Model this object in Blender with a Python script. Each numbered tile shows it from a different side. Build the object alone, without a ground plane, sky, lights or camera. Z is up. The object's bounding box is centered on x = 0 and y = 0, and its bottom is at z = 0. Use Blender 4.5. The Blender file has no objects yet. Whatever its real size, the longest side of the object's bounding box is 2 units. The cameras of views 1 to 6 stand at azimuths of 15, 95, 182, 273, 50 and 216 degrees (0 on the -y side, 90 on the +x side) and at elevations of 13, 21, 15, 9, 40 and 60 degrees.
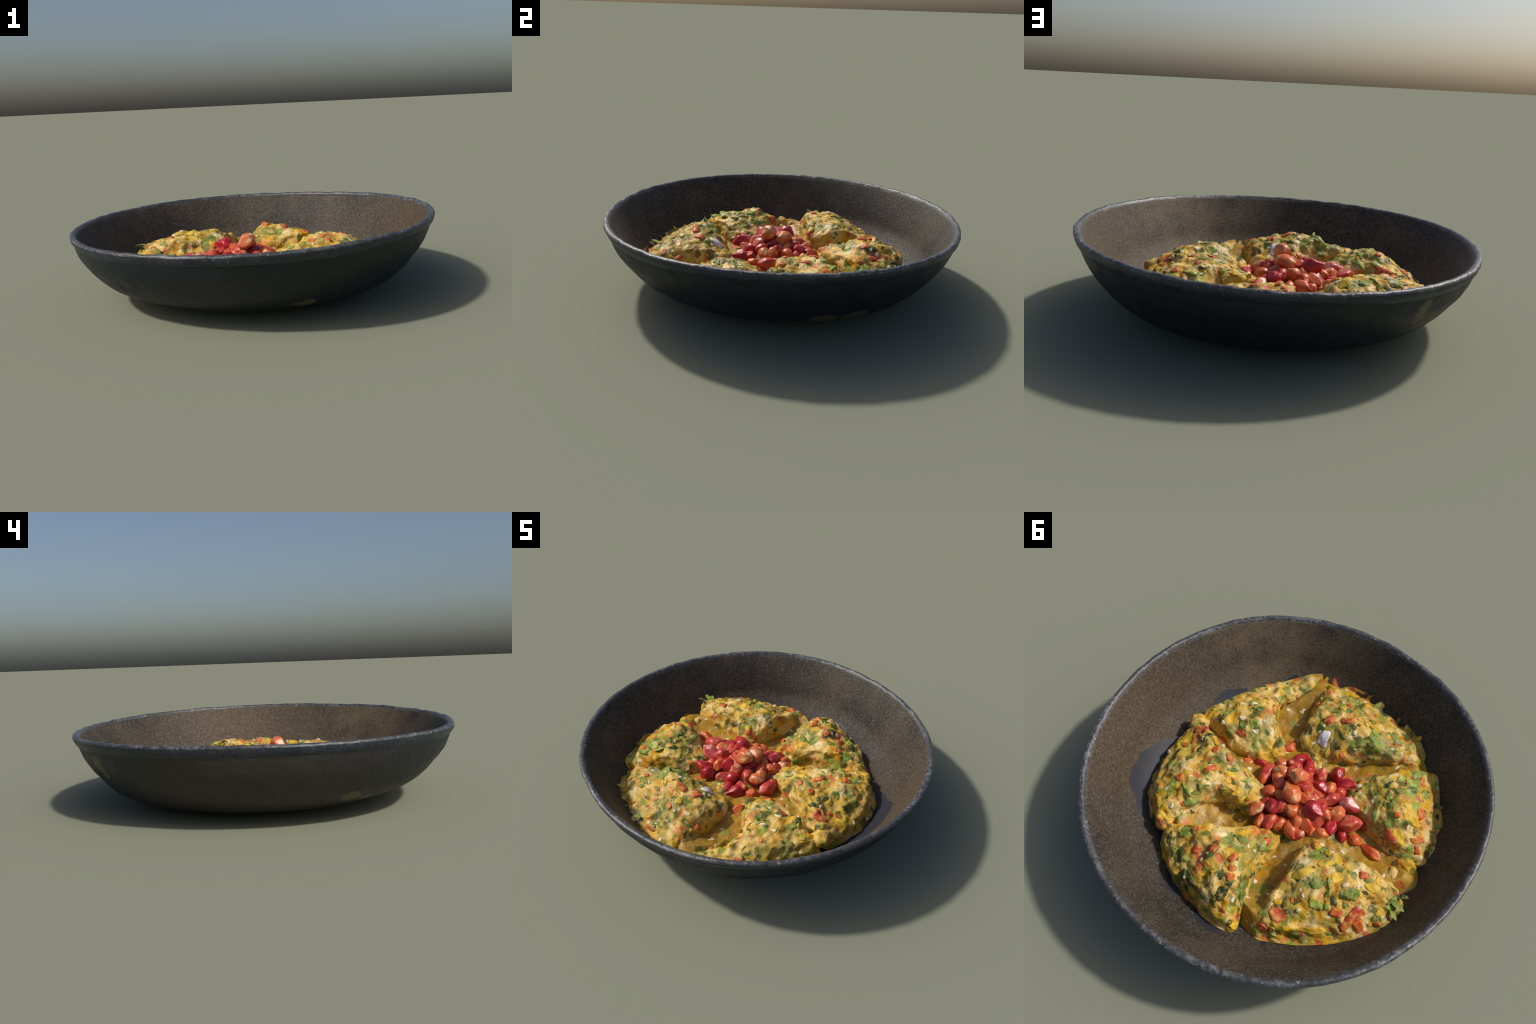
import bpy, math, random
import numpy as np
from mathutils import Vector, Matrix, noise
from mathutils.bvhtree import BVHTree

random.seed(7)
rng = np.random.default_rng(7)
COL = bpy.context.scene.collection


# ------------------------------------------------------------------ helpers
def empty(name, loc=(0, 0, 0), label=None, category=None):
    o = bpy.data.objects.new(name, None)
    o.empty_display_size = 0.1
    o.location = loc
    COL.objects.link(o)
    if label:
        o["label"] = label
        o["category"] = category
    return o


def mesh_object(name, verts, faces, mat, parent=None, normals=None, kind=None):
    me = bpy.data.meshes.new(name)
    me.from_pydata([tuple(map(float, v)) for v in verts], [], faces)
    me.update()
    me.polygons.foreach_set("use_smooth", [True] * len(me.polygons))
    if normals is not None:
        me.normals_split_custom_set_from_vertices([tuple(map(float, n)) for n in normals])
    me.materials.append(mat)
    o = bpy.data.objects.new(name, me)
    COL.objects.link(o)
    if parent:
        o.parent = parent
    if kind:
        o["kind"] = kind
    return o


def fbm(points, scale, octaves=3, seed=0.0):
    """fractal noise, about -1..1, at many points"""
    out = np.empty(len(points))
    off = Vector((seed * 3.17, seed * 1.31, seed * 2.71))
    for i, p in enumerate(points):
        v, a, s, tot = 0.0, 1.0, scale, 0.0
        q = Vector(p)
        for _ in range(octaves):
            v += a * noise.noise(q * s + off)
            tot += a
            a *= 0.5
            s *= 2.03
        out[i] = v / tot
    return out


def catmull(ctrl, n, closed=True):
    c = np.asarray(ctrl, float)
    m = len(c)
    t = np.linspace(0, m if closed else m - 1, n, endpoint=not closed)
    i = np.floor(t).astype(int)
    f = (t - i)[:, None]
    if closed:
        g = lambda k: c[(i + k) % m]
    else:
        i = np.minimum(i, m - 2)
        f = (t - i)[:, None]
        g = lambda k: c[np.clip(i + k, 0, m - 1)]
    a, b, d, e = g(-1), g(0), g(1), g(2)
    return 0.5 * (2 * b + (d - a) * f + (2 * a - 5 * b + 4 * d - e) * f ** 2 + (3 * b - a - 3 * d + e) * f ** 3)


# ------------------------------------------------------------------ node materials
class Mat:
    def __init__(self, name):
        self.m = bpy.data.materials.new(name)
        self.m.use_nodes = True
        self.nt = self.m.node_tree
        self.nt.nodes.clear()
        self.out = self.nt.nodes.new("ShaderNodeOutputMaterial")
        self.p = self.nt.nodes.new("ShaderNodeBsdfPrincipled")
        self.nt.links.new(self.p.outputs[0], self.out.inputs[0])
        self.co = self.nt.nodes.new("ShaderNodeTexCoord").outputs["Object"]

    def _set(self, sock, v):
        if v is None:
            return
        if isinstance(v, bpy.types.NodeSocket):
            self.nt.links.new(v, sock)
        elif isinstance(v, (tuple, list)) and len(v) == 3 and sock.type == "RGBA":
            sock.default_value = (*v, 1)
        else:
            sock.default_value = v

    def noise(self, scale, detail=3, rough=0.55, vec=None, colour=False, distortion=0.0):
        n = self.nt.nodes.new("ShaderNodeTexNoise")
        self._set(n.inputs["Vector"], vec or self.co)
        n.inputs["Scale"].default_value = scale
        n.inputs["Detail"].default_value = detail
        n.inputs["Roughness"].default_value = rough
        n.inputs["Distortion"].default_value = distortion
        return n.outputs["Color" if colour else "Fac"]

    def voronoi(self, scale, vec=None, out="Color", feature="F1", rand=1.0):
        n = self.nt.nodes.new("ShaderNodeTexVoronoi")
        n.feature = feature
        self._set(n.inputs["Vector"], vec or self.co)
        n.inputs["Scale"].default_value = scale
        n.inputs["Randomness"].default_value = rand
        return n.outputs[out]

    def math(self, op, a, b=0.0, clamp=False):
        n = self.nt.nodes.new("ShaderNodeMath")
        n.operation = op
        n.use_clamp = clamp
        self._set(n.inputs[0], a)
        self._set(n.inputs[1], b)
        return n.outputs[0]

    def vmath(self, op, a, b=None, scale=None):
        n = self.nt.nodes.new("ShaderNodeVectorMath")
        n.operation = op
        self._set(n.inputs[0], a)
        if b is not None:
            self._set(n.inputs[1], b)
        if scale is not None:
            n.inputs["Scale"].default_value = scale
        return n.outputs["Value" if op in ("DISTANCE", "LENGTH", "DOT_PRODUCT") else "Vector"]

    def ramp(self, fac, stops, mode="LINEAR"):
        n = self.nt.nodes.new("ShaderNodeValToRGB")
        n.color_ramp.interpolation = mode
        e = n.color_ramp.elements
        while len(e) < len(stops):
            e.new(0.5)
        for el, (pos, c) in zip(e, stops):
            el.position = pos
            el.color = (*c, 1) if isinstance(c, tuple) else (c, c, c, 1)
        self._set(n.inputs[0], fac)
        return n.outputs[0]

    def mix(self, fac, a, b, mode="MIX"):
        n = self.nt.nodes.new("ShaderNodeMix")
        n.data_type = "RGBA"
        n.blend_type = mode
        self._set(n.inputs[0], fac)
        self._set(n.inputs[6], a)
        self._set(n.inputs[7], b)
        return n.outputs[2]

    def channel(self, colour, ch="Red"):
        n = self.nt.nodes.new("ShaderNodeSeparateColor")
        self._set(n.inputs[0], colour)
        return n.outputs[ch]

    def xyz(self, vec=None):
        n = self.nt.nodes.new("ShaderNodeSeparateXYZ")
        self._set(n.inputs[0], vec or self.co)
        return n.outputs

    def warp(self, scale, amount, detail=2):
        n = self.noise(scale, detail, colour=True)
        c = self.vmath("SUBTRACT", n, (0.5, 0.5, 0.5))
        return self.vmath("ADD", self.co, self.vmath("SCALE", c, scale=amount))

    def blob(self, centre, radius, vec=None, soft=0.25):
        """1 inside a sphere about centre, 0 outside, in object space"""
        d = self.vmath("DISTANCE", vec or self.co, centre)
        return self.ramp(self.math("DIVIDE", d, radius), [(max(0.0, 1 - soft), 1.0), (1.0, 0.0)])

    def random(self):
        return self.nt.nodes.new("ShaderNodeObjectInfo").outputs["Random"]

    def bump(self, height, strength=0.3, distance=0.01):
        n = self.nt.nodes.new("ShaderNodeBump")
        n.inputs["Strength"].default_value = strength
        n.inputs["Distance"].default_value = distance
        self._set(n.inputs["Height"], height)
        self._set(self.p.inputs["Normal"], n.outputs[0])

    def done(self, colour, rough=0.5, spec=0.5, **kw):
        self._set(self.p.inputs["Base Color"], colour)
        self._set(self.p.inputs["Roughness"], rough)
        self._set(self.p.inputs["Specular IOR Level"], spec)
        for k, v in kw.items():
            self._set(self.p.inputs[k.replace("_", " ")], v)
        return self.m


def glaze_outside():
    m = Mat("dark_outer_glaze")
    c = m.ramp(m.noise(4, 4), [(0.3, (0.0070, 0.0105, 0.0165)), (0.7, (0.0135, 0.0160, 0.0205))])
    # paler brown brushed haze on part of the wall
    w = m.warp(6, 0.25)
    haze = m.math("MULTIPLY", m.noise(26, 5, 0.7, vec=w), m.blob((-0.95, 0.05, 0.22), 0.9, w, 0.7))
    c = m.mix(m.math("MULTIPLY", haze, 1.0), c, (0.055, 0.045, 0.030))
    # fine pale flecks
    fl = m.ramp(m.noise(120, 3, 0.65), [(0.62, 0.0), (0.74, 1.0)])
    fl = m.math("MULTIPLY", fl, m.ramp(m.noise(7, 2), [(0.4, 0.1), (0.65, 0.6)]))
    c = m.mix(fl, c, (0.075, 0.078, 0.075))
    # bare, unglazed clay spots near the foot
    w2 = m.warp(16, 0.07, 4)
    for ctr, r, s in (((0.74, 0.12, 0.075), 0.075, 0.12), ((0.765, 0.27, 0.11), 0.085, 0.12), ((0.70, 0.42, 0.115), 0.075, 0.12), ((0.42, -0.683, 0.12), 0.048, 0.15), ((0.385, -0.705, 0.125), 0.03, 0.2),
                      ((-0.72, -0.40, 0.123), 0.05, 0.15), ((-0.635, -0.475, 0.105), 0.035, 0.2), ((-0.625, 0.752, 0.30), 0.038, 0.3), ((-0.615, 0.735, 0.262), 0.034, 0.3), ((-0.605, 0.715, 0.225), 0.028, 0.3), ((-0.292, -0.681, 0.086), 0.028, 0.2)):
        c = m.mix(m.blob(ctr, r, w2, s), c, (0.105, 0.078, 0.042))
    h = m.math("ADD", m.noise(60, 3), m.math("MULTIPLY", m.noise(180, 2), 0.4))
    m.bump(h, 0.35, 0.006)
    return m.done(c, m.ramp(m.noise(20, 3), [(0.3, 0.42), (0.7, 0.56)]), 0.4)


def glaze_inside():
    m = Mat("brown_inner_glaze")
    w = m.warp(5, 0.25)
    c = m.ramp(m.noise(2.8, 5, 0.6, vec=w), [(0.35, (0.029, 0.023, 0.018)), (0.52, (0.052, 0.041, 0.029)), (0.68, (0.084, 0.065, 0.042))])
    # tan glare on the inner wall, painted as warm brown sectors
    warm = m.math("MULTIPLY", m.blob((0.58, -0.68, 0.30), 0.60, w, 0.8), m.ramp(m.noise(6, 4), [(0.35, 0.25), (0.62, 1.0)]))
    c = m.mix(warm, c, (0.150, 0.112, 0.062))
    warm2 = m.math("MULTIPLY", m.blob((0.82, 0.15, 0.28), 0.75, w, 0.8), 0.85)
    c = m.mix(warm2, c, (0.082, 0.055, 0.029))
    # fine grain of pale specks and pits
    g = m.noise(78, 5, 0.72)
    c = m.mix(m.ramp(g, [(0.5, 0.0), (0.68, 0.8)]), c, (0.135, 0.118, 0.095))
    c = m.mix(m.ramp(g, [(0.30, 0.9), (0.48, 0.0)]), c, (0.016, 0.014, 0.013))
    sp = m.ramp(m.voronoi(30, m.warp(40, 0.02), "Distance"), [(0.05, 1.0), (0.13, 0.0)])
    sp = m.math("MULTIPLY", sp, m.ramp(m.noise(4, 2), [(0.5, 0.0), (0.62, 0.8)]))
    c = m.mix(sp, c, (0.19, 0.14, 0.085))
    m.bump(g, 0.45, 0.006)
    return m.done(c, m.ramp(g, [(0.3, 0.66), (0.7, 0.56)]), 0.28)


def lip_glaze():
    m = Mat("sky_tinted_lip_glaze")
    c = m.ramp(m.noise(7, 4), [(0.32, (0.012, 0.016, 0.023)), (0.55, (0.022, 0.028, 0.039)), (0.72, (0.034, 0.039, 0.048))])  # bluish band: reflected sky tinted into the lip colour
    c = m.mix(m.ramp(m.noise(60, 4, 0.7), [(0.56, 0.0), (0.70, 0.7)]), c, (0.095, 0.10, 0.11))
    m.bump(m.noise(50, 4), 0.4, 0.006)
    return m.done(c, 0.42, 0.5)


def rim_glaze():
    m = Mat("pale_flecked_rim_glaze")
    g = m.noise(40, 5, 0.7)
    c = m.ramp(g, [(0.36, (0.020, 0.021, 0.025)), (0.50, (0.070, 0.074, 0.084)), (0.62, (0.17, 0.17, 0.175))])
    c = m.mix(m.ramp(m.noise(5, 3), [(0.40, 0.0), (0.58, 0.8)]), c, (0.040, 0.040, 0.043))
    c = m.mix(m.ramp(m.noise(60, 3), [(0.63, 0.0), (0.70, 0.9)]), c, (0.34, 0.29, 0.23))
    m.bump(g, 0.5, 0.008)
    return m.done(c, 0.36, 0.6)


def bare_floor():
    m = Mat("smooth_dark_floor")
    return m.done((0.026, 0.027, 0.036), 0.55, 0.3)


def herb_batter(name, wet=0.0):
    m = Mat(name)
    w = m.warp(11, 0.075, 3)
    w2 = m.warp(26, 0.034, 3)
    stretch = m.vmath("MULTIPLY", w, (1.0, 0.6, 0.9))
    # golden batter, from deep ochre to pale cream
    base = m.ramp(m.noise(11, 4, 0.62, vec=w2), [(0.30, (0.37, 0.175, 0.010)), (0.41, (0.54, 0.30, 0.035)), (0.50, (0.62, 0.405, 0.095)), (0.59, (0.67, 0.48, 0.165)), (0.71, (0.75, 0.62, 0.34))])
    # broad soft stains: yolk yellow, orange, olive
    y = m.ramp(m.noise(7.5, 2, 0.5, vec=w), [(0.51, 0.0), (0.61, 0.8)])
    base = m.mix(y, base, m.ramp(m.noise(5, 2), [(0.4, (0.58, 0.28, 0.004)), (0.6, (0.66, 0.40, 0.012))]))
    o = m.ramp(m.noise(9.5, 2, 0.5, vec=m.vmath("ADD", w, (3.1, 1.7, 0.4))), [(0.60, 0.0), (0.70, 0.6)])
    base = m.mix(o, base, (0.54, 0.19, 0.03))
    ol = m.ramp(m.noise(10, 3, 0.5, vec=m.vmath("ADD", w2, (1.3, 4.7, 2.4))), [(0.54, 0.0), (0.66, 0.7)])
    base = m.mix(ol, base, (0.24, 0.24, 0.045))

    gr = m.ramp(m.noise(6.5, 3, 0.55, vec=m.vmath("ADD", stretch, (5.3, 2.2, 7.1))), [(0.57, 0.0), (0.68, 0.75)])
    base = m.mix(gr, base, m.ramp(m.noise(20, 3), [(0.35, (0.065, 0.085, 0.018)), (0.65, (0.21, 0.25, 0.045))]))
    rd = m.ramp(m.noise(8, 2, 0.5, vec=m.vmath("ADD", stretch, (9.3, 0.2, 3.1))), [(0.66, 0.0), (0.74, 0.7)])
    base = m.mix(rd, base, (0.52, 0.11, 0.03))
    if wet:
        base = m.mix(wet, base, m.ramp(m.noise(14, 3, vec=w), [(0.35, (0.20, 0.095, 0.005)), (0.65, (0.40, 0.21, 0.010))]))

    def scatter(c, scale, vec, lo, hi, size, colours, strength):
        d = m.voronoi(scale, vec, "Distance")
        cc = m.voronoi(scale, vec)
        a, b = m.channel(cc), m.channel(cc, "Blue")
        mask = m.math("MULTIPLY", m.ramp(d, [(size - 0.12, 1.0), (size, 0.0)]), m.math("MULTIPLY", m.math("GREATER_THAN", a, lo), m.math("LESS_THAN", a, hi)))
        return m.mix(m.math("MULTIPLY", mask, strength), c, m.ramp(b, colours))
    greens = [(0.0, (0.030, 0.045, 0.012)), (0.3, (0.080, 0.115, 0.018)), (0.65, (0.17, 0.23, 0.032)), (1.0, (0.30, 0.37, 0.05))]
    reds = [(0.2, (0.56, 0.12, 0.03)), (0.8, (0.40, 0.05, 0.04))]
    stretched = m.vmath("MULTIPLY", w, (1.0, 0.55, 0.8))
    stretched2 = m.vmath("MULTIPLY", w2, (0.6, 1.0, 0.8))
    c = scatter(base, 15, stretched, 0.0, 0.24, 0.52, greens, 0.85)
    c = scatter(c, 22, stretched2, 0.0, 0.17, 0.50, greens, 0.8)
    c = scatter(c, 22, stretched2, 0.40, 0.49, 0.42, reds, 0.85)
    c = scatter(c, 34, w2, 0.0, 0.09, 0.50, greens, 0.8)
    c = scatter(c, 34, w2, 0.60, 0.67, 0.40, reds, 0.8)
    c = scatter(c, 30, w2, 0.85, 0.95, 0.36, [(0.0, (0.70, 0.58, 0.34)), (1.0, (0.78, 0.72, 0.55))], 0.85)
    c = scatter(c, 70, w2, 0.0, 0.10, 0.45, [(0.0, (0.06, 0.05, 0.02)), (1.0, (0.16, 0.13, 0.04))], 0.7)
    h = m.math("ADD", m.noise(22, 3, 0.5, vec=w2), m.math("MULTIPLY", m.noise(70, 2), 0.15))
    m.bump(h, 0.40, 0.012)
    return m.done(c, m.ramp(m.noise(18, 3), [(0.35, 0.42 - 0.06 * wet), (0.65, 0.60 - 0.12 * wet)]), 0.34)


def oily_sauce(name, low, high, fleck, rough=0.25):
    m = Mat(name)
    w = m.warp(14, 0.06, 3)
    c = m.ramp(m.noise(12, 4, vec=w), [(0.3, low), (0.7, high)])
    c = m.mix(m.ramp(m.noise(26, 4, 0.6, vec=w), [(0.55, 0.0), (0.66, 0.75)]), c, fleck)
    c = m.mix(m.ramp(m.noise(34, 3, 0.6, vec=m.vmath("ADD", w, (4.0, 1.0, 2.0))), [(0.62, 0.0), (0.70, 0.8)]), c, (0.56, 0.42, 0.16))
    m.bump(m.noise(24, 3), 0.4, 0.012)
    return m.done(c, rough, 0.5)


def piece(name, lo, hi, rough=0.45, accent=None, scale=45, smear=0.6):
    """chopped piece, partly smeared over with batter"""
    m = Mat(name)
    f = m.math("ADD", m.math("MULTIPLY", m.random(), 0.6), m.math("MULTIPLY", m.noise(scale, 3), 0.5))
    c = m.ramp(f, [(0.2, lo), (0.8, hi)])
    if accent:
        c = m.mix(m.ramp(m.noise(scale * 0.7, 3), [(0.46, 0.0), (0.62, 0.75)]), c, accent)
    c = m.mix(m.ramp(m.noise(scale * 0.9, 3, vec=m.vmath("ADD", m.co, (2.0, 5.0, 1.0))), [(0.52, 0.0), (0.66, smear)]), c, (0.56, 0.37, 0.09))
    m.bump(m.noise(scale * 1.3, 3), 0.4, 0.008)
    return m.done(c, rough, 0.28)


def seed_skin(name, deep, mid, pale, pale_at):
    m = Mat(name)
    r = m.random()
    shift = m.nt.nodes.new("ShaderNodeCombineXYZ")
    m._set(shift.inputs[0], m.math("MULTIPLY", r, 37.0))
    m._set(shift.inputs[1], m.math("MULTIPLY", r, 91.0))
    v = m.vmath("ADD", m.co, shift.outputs[0])
    n = m.math("ADD", m.noise(1.1, 2, 0.45, vec=v), m.math("MULTIPLY", m.math("SUBTRACT", r, 0.5), 0.15))
    c = m.ramp(n, [(0.30, deep), (0.50, mid), (pale_at, mid), (min(0.98, pale_at + 0.10), pale)])
    m.bump(m.noise(2.2, 2, vec=v), 0.12, 0.05)
    return m.done(c, 0.32, 0.40, Coat_Weight=0.12, Coat_Roughness=0.25)


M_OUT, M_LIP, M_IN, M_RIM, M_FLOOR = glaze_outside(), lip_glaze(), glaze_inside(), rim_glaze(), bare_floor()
M_BATTER = herb_batter("herb_flecked_batter")
M_SAUCE = herb_batter("wet_golden_batter", 0.75)
M_REDSAUCE = oily_sauce("red_orange_syrup", (0.36, 0.035, 0.02), (0.50, 0.12, 0.035), (0.42, 0.06, 0.03), 0.32)
M_HERB = piece("green_herb", (0.060, 0.095, 0.014), (0.19, 0.26, 0.040), accent=(0.26, 0.27, 0.06))
M_DARKHERB = piece("dark_green_herb", (0.018, 0.030, 0.011), (0.065, 0.090, 0.020), accent=(0.13, 0.14, 0.04))
M_LIME = piece("lime_green_herb", (0.17, 0.26, 0.030), (0.36, 0.45, 0.09), accent=(0.13, 0.19, 0.03))
M_REDPEP = piece("red_pepper", (0.40, 0.035, 0.022), (0.60, 0.10, 0.020), accent=(0.58, 0.20, 0.05))
M_YELLOW = piece("yellow_pepper", (0.58, 0.31, 0.008), (0.68, 0.44, 0.02), accent=(0.62, 0.40, 0.08))
M_WHITE = piece("white_curd", (0.62, 0.52, 0.28), (0.78, 0.72, 0.52))
M_ONION = piece("pale_onion", (0.60, 0.56, 0.62), (0.74, 0.70, 0.74), 0.35, smear=0.1)
SEEDS = {
    "dark": seed_skin("dark_red_seed", (0.26, 0.008, 0.012), (0.42, 0.020, 0.024), (0.55, 0.15, 0.11), 0.64),
    "red": seed_skin("bright_red_seed", (0.34, 0.020, 0.018), (0.50, 0.060, 0.035), (0.64, 0.26, 0.14), 0.58),
    "pink": seed_skin("pink_red_seed", (0.46, 0.045, 0.045), (0.56, 0.12, 0.10), (0.72, 0.42, 0.36), 0.50),
    "amber": seed_skin("amber_seed", (0.48, 0.055, 0.018), (0.60, 0.13, 0.035), (0.70, 0.32, 0.11), 0.58),
    "pale": seed_skin("pale_seed", (0.54, 0.075, 0.028), (0.62, 0.18, 0.06), (0.72, 0.47, 0.22), 0.54),
}

# ------------------------------------------------------------------ bowl
bowl = empty("ceramic_bowl", label="wide dark brown glazed bowl with pale flecked rim", category="bowl")
NT = 480
TH = np.linspace(0, 2 * np.pi, NT, endpoint=False)


def lobe(t, deg, wide):
    return np.exp(-((np.degrees(t) - deg + 180) % 360 - 180) ** 2 / wide ** 2)


def rim_r(t):
    return 1.004 - 0.003 * np.cos(t) - 0.0014 * np.cos(2 * t) - 0.0043 * np.sin(2 * t) + 0.004 * np.cos(3 * t) - 0.0016 * np.sin(3 * t) - 0.0063 * np.cos(4 * t) + 0.0035 * np.sin(t) - 0.006 * lobe(t, 140, 35) + 0.005 * lobe(t, -65, 30)


def rim_z(t):
    return 0.4090 + 0.019 * np.cos(t) - 0.0016 * np.sin(t) + 0.0057 * np.cos(2 * t)


# outer wall: (height share of the rim, radius), foot to lip
OUTER = [(0.0, 0.0), (0.0, 0.20), (0.004, 0.40), (0.025, 0.53), (0.055, 0.60), (0.12, 0.69), (0.22, 0.778), (0.35, 0.845), (0.5, 0.896), (0.65, 0.939), (0.78, 0.963), (0.83, 0.970), (0.865, 0.975)]
LIP = [(0.865, 0.975), (0.885, 0.982), (0.92, 0.9905), (0.95, 0.994), (0.968, 0.9945)]
RIM = [(0.968, 0.9945), (0.985, 0.9925), (0.996, 0.987), (1.0, 0.980), (0.996, 0.972), (0.985, 0.966), (0.968, 0.961)]
INNER = [(0.375, 0.948), (0.32, 0.915), (0.25, 0.874), (0.172, 0.829), (0.115, 0.772), (0.075, 0.703), (0.053, 0.60), (0.046, 0.45), (0.045, 0.2), (0.045, 0.0)]
inner_r = np.array([p[1] for p in INNER][::-1])
inner_z = np.array([p[0] for p in INNER][::-1])


def bowl_floor_z(x, y):
    """height of the inside of the bowl"""
    r, t = np.hypot(x, y), np.arctan2(y, x)
    z = np.interp(r, inner_r, inner_z)
    return z + np.maximum(0, (z - 0.055) / 0.345) * (rim_z(t) - 0.4038) - np.exp(-((r - 0.76) / 0.11) ** 2) * (0.006 + 0.006 * np.cos(t - 1.0) + 0.008 * lobe(t, 180, 50))


def ring_rows(profile, absolute=False):
    rows = []
    for s, r in profile:
        R = r * rim_r(TH)
        k = s if absolute else None
        if absolute:
            Z = s + max(0.0, (s - 0.055) / 0.345) * (rim_z(TH) - 0.4038)
            X, Y = R * np.cos(TH), R * np.sin(TH)
        else:
            # the thrown foot sits off centre and a little tilted under the rim; the flank bulges to one side
            bulge = lambda deg, wide: np.exp(-((np.degrees(TH) - deg + 180) % 360 - 180) ** 2 / wide ** 2)
            mid = max(0.0, math.sin(math.pi * min(1, s / 0.95))) if s > 0.02 else 0.0
            R = R + mid * (0.012 * bulge(215, 50) - 0.002 * bulge(152, 25) - 0.003 * bulge(265, 25) - 0.003 * bulge(105, 30))
            X = R * np.cos(TH) - 0.002 * (1 - s)
            Y = R * np.sin(TH) - 0.001 * (1 - s)
            Z = s * rim_z(TH) + (1 - s) * (0.007 - min(r, 0.58) * (0.008 * np.cos(TH) + 0.025 * np.sin(TH)) * min(1, r / 0.3))
        rows.append(np.stack([X, Y, Z], -1))
    return rows


def bowl_shell():
    prof_out = catmull(OUTER, 58, closed=False)
    prof_rim = catmull(RIM, 22, closed=False)
    prof_lip = catmull(LIP, 12, closed=False)
    prof_in = catmull([(0.968 * 0.4090, 0.961)] + INNER, 56, closed=False)
    ro, rl, rr = ring_rows(prof_out), ring_rows(prof_lip), ring_rows(prof_rim)
    n_wall = len(ro)
    ro = ro + rl[1:]
    # where the glazed wall gives way to the smooth bare floor: radius by angle (degrees)
    hole = [(-180, 0.68), (-156, 0.69), (-152, 0.797), (-146, 0.797), (-141, 0.70), (-113, 0.69), (-110, 0.785), (-107, 0.70), (-66, 0.70), (-62, 0.792), (-57, 0.796), (-52, 0.765), (-48, 0.68),
            (-40, 0.70), (-36, 0.757), (-30, 0.775), (-25, 0.777), (-19, 0.742), (-13, 0.70), (-2, 0.70), (1, 0.73), (5, 0.74), (7, 0.77), (12, 0.792), (20, 0.82), (27, 0.827), (31, 0.824), (35, 0.797), (39, 0.776), (43, 0.747), (47, 0.69),
            (69, 0.69), (73, 0.737), (76, 0.765), (79, 0.74), (83, 0.68), (89, 0.74), (93, 0.775), (97, 0.783), (101, 0.772), (106, 0.69), (115, 0.70), (118, 0.768), (121, 0.70), (180, 0.68)]
    hd = np.degrees((TH + np.pi) % (2 * np.pi) - np.pi)
    hr = np.interp(hd, [h[0] for h in hole], [h[1] for h in hole]) + 0.004 * np.sin(37 * TH) * np.sin(11 * TH + 1)
    # pull inner rows so that one whole row runs along that edge
    pin = np.array(prof_in)
    order = np.argsort(pin[:, 1])
    zs = lambda R: np.interp(R, pin[order, 1], pin[order, 0])
    EDGE = 40
    ri = []
    for k in range(0, 70):
        if k <= EDGE:
            R = 0.961 + (hr - 0.961) * (k / EDGE)
        else:
            R = hr * (1 - (k - EDGE) / (69 - EDGE))
        Z = zs(R)
        Z = Z + np.maximum(0, (Z - 0.055) / 0.345) * (rim_z(TH) - 0.4038) - np.exp(-((R - 0.76) / 0.11) ** 2) * (0.006 + 0.006 * np.cos(TH - 1.0) + 0.008 * lobe(TH, 180, 50))
        near = np.exp(-((np.degrees(TH) - 100 + 180) % 360 - 180) ** 2 / 65 ** 2)
        Rw = R * rim_r(TH) - 0.008 * near * np.sin(np.pi * np.clip((0.961 - R) / 0.13, 0, 1))
        ri.append(np.stack([Rw * np.cos(TH), Rw * np.sin(TH), Z], -1))
    ri[0] = rr[-1].copy()
    rows = ro + rr[1:] + ri[1:]
    P = np.array(rows)                                    # (row, angle, xyz)
    n_out, n_rim = len(ro), len(rr) - 1
    # hand-made unevenness: strong outside, slight on rim and inside
    flat = P.reshape(-1, 3)
    amp = np.concatenate([np.full(n_out, 0.007), np.full(n_rim, 0.0045), np.full(len(ri) - 1, 0.002)])
    amp[:n_out] *= np.clip(np.linspace(-0.2, 3.0, n_out), 0, 1)
    low = fbm(flat, 4.0, 2, 3).reshape(P.shape[:2])
    fine = fbm(flat, 14.0, 3, 5).reshape(P.shape[:2])
    d = (low * 0.7 + fine * 0.6) * amp[:, None]
    dirn = P.copy()
    dirn[..., 2] = 0
    L = np.linalg.norm(dirn, axis=-1, keepdims=True)
    dirn = dirn / np.maximum(L, 1e-6)
    P = P + dirn * d[..., None]
    P[n_out - 4:n_out + n_rim, :, 2] += fine[n_out - 4:n_out + n_rim] * 0.007
    # thumbed crease under the lip
    P[:, :, 2] = np.maximum(P[:, :, 2], 0.0)
    ro_ = np.hypot(P[:n_out, :, 0], P[:n_out, :, 1])             # keep the wall at least this thick
    cap = bowl_floor_z(P[:n_out, :, 0], P[:n_out, :, 1]) - 0.009
    P[:n_out, :, 2] = np.where(ro_ < 0.84, np.minimum(P[:n_out, :, 2], np.maximum(cap, 0.0)), P[:n_out, :, 2])
    # vertex normals of the whole shell
    du = np.roll(P, -1, 1) - np.roll(P, 1, 1)
    dv = np.zeros_like(P)
    dv[1:-1] = P[2:] - P[:-2]
    dv[0], dv[-1] = P[1] - P[0], P[-1] - P[-2]
    N = np.cross(du, dv)
    N /= np.maximum(np.linalg.norm(N, axis=-1, keepdims=True), 1e-9)
    N[0], N[-1] = (0, 0, -1), (0, 0, 1)
    a = n_out - 1
    b = n_out + n_rim - 1
    e = b + EDGE
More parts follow.
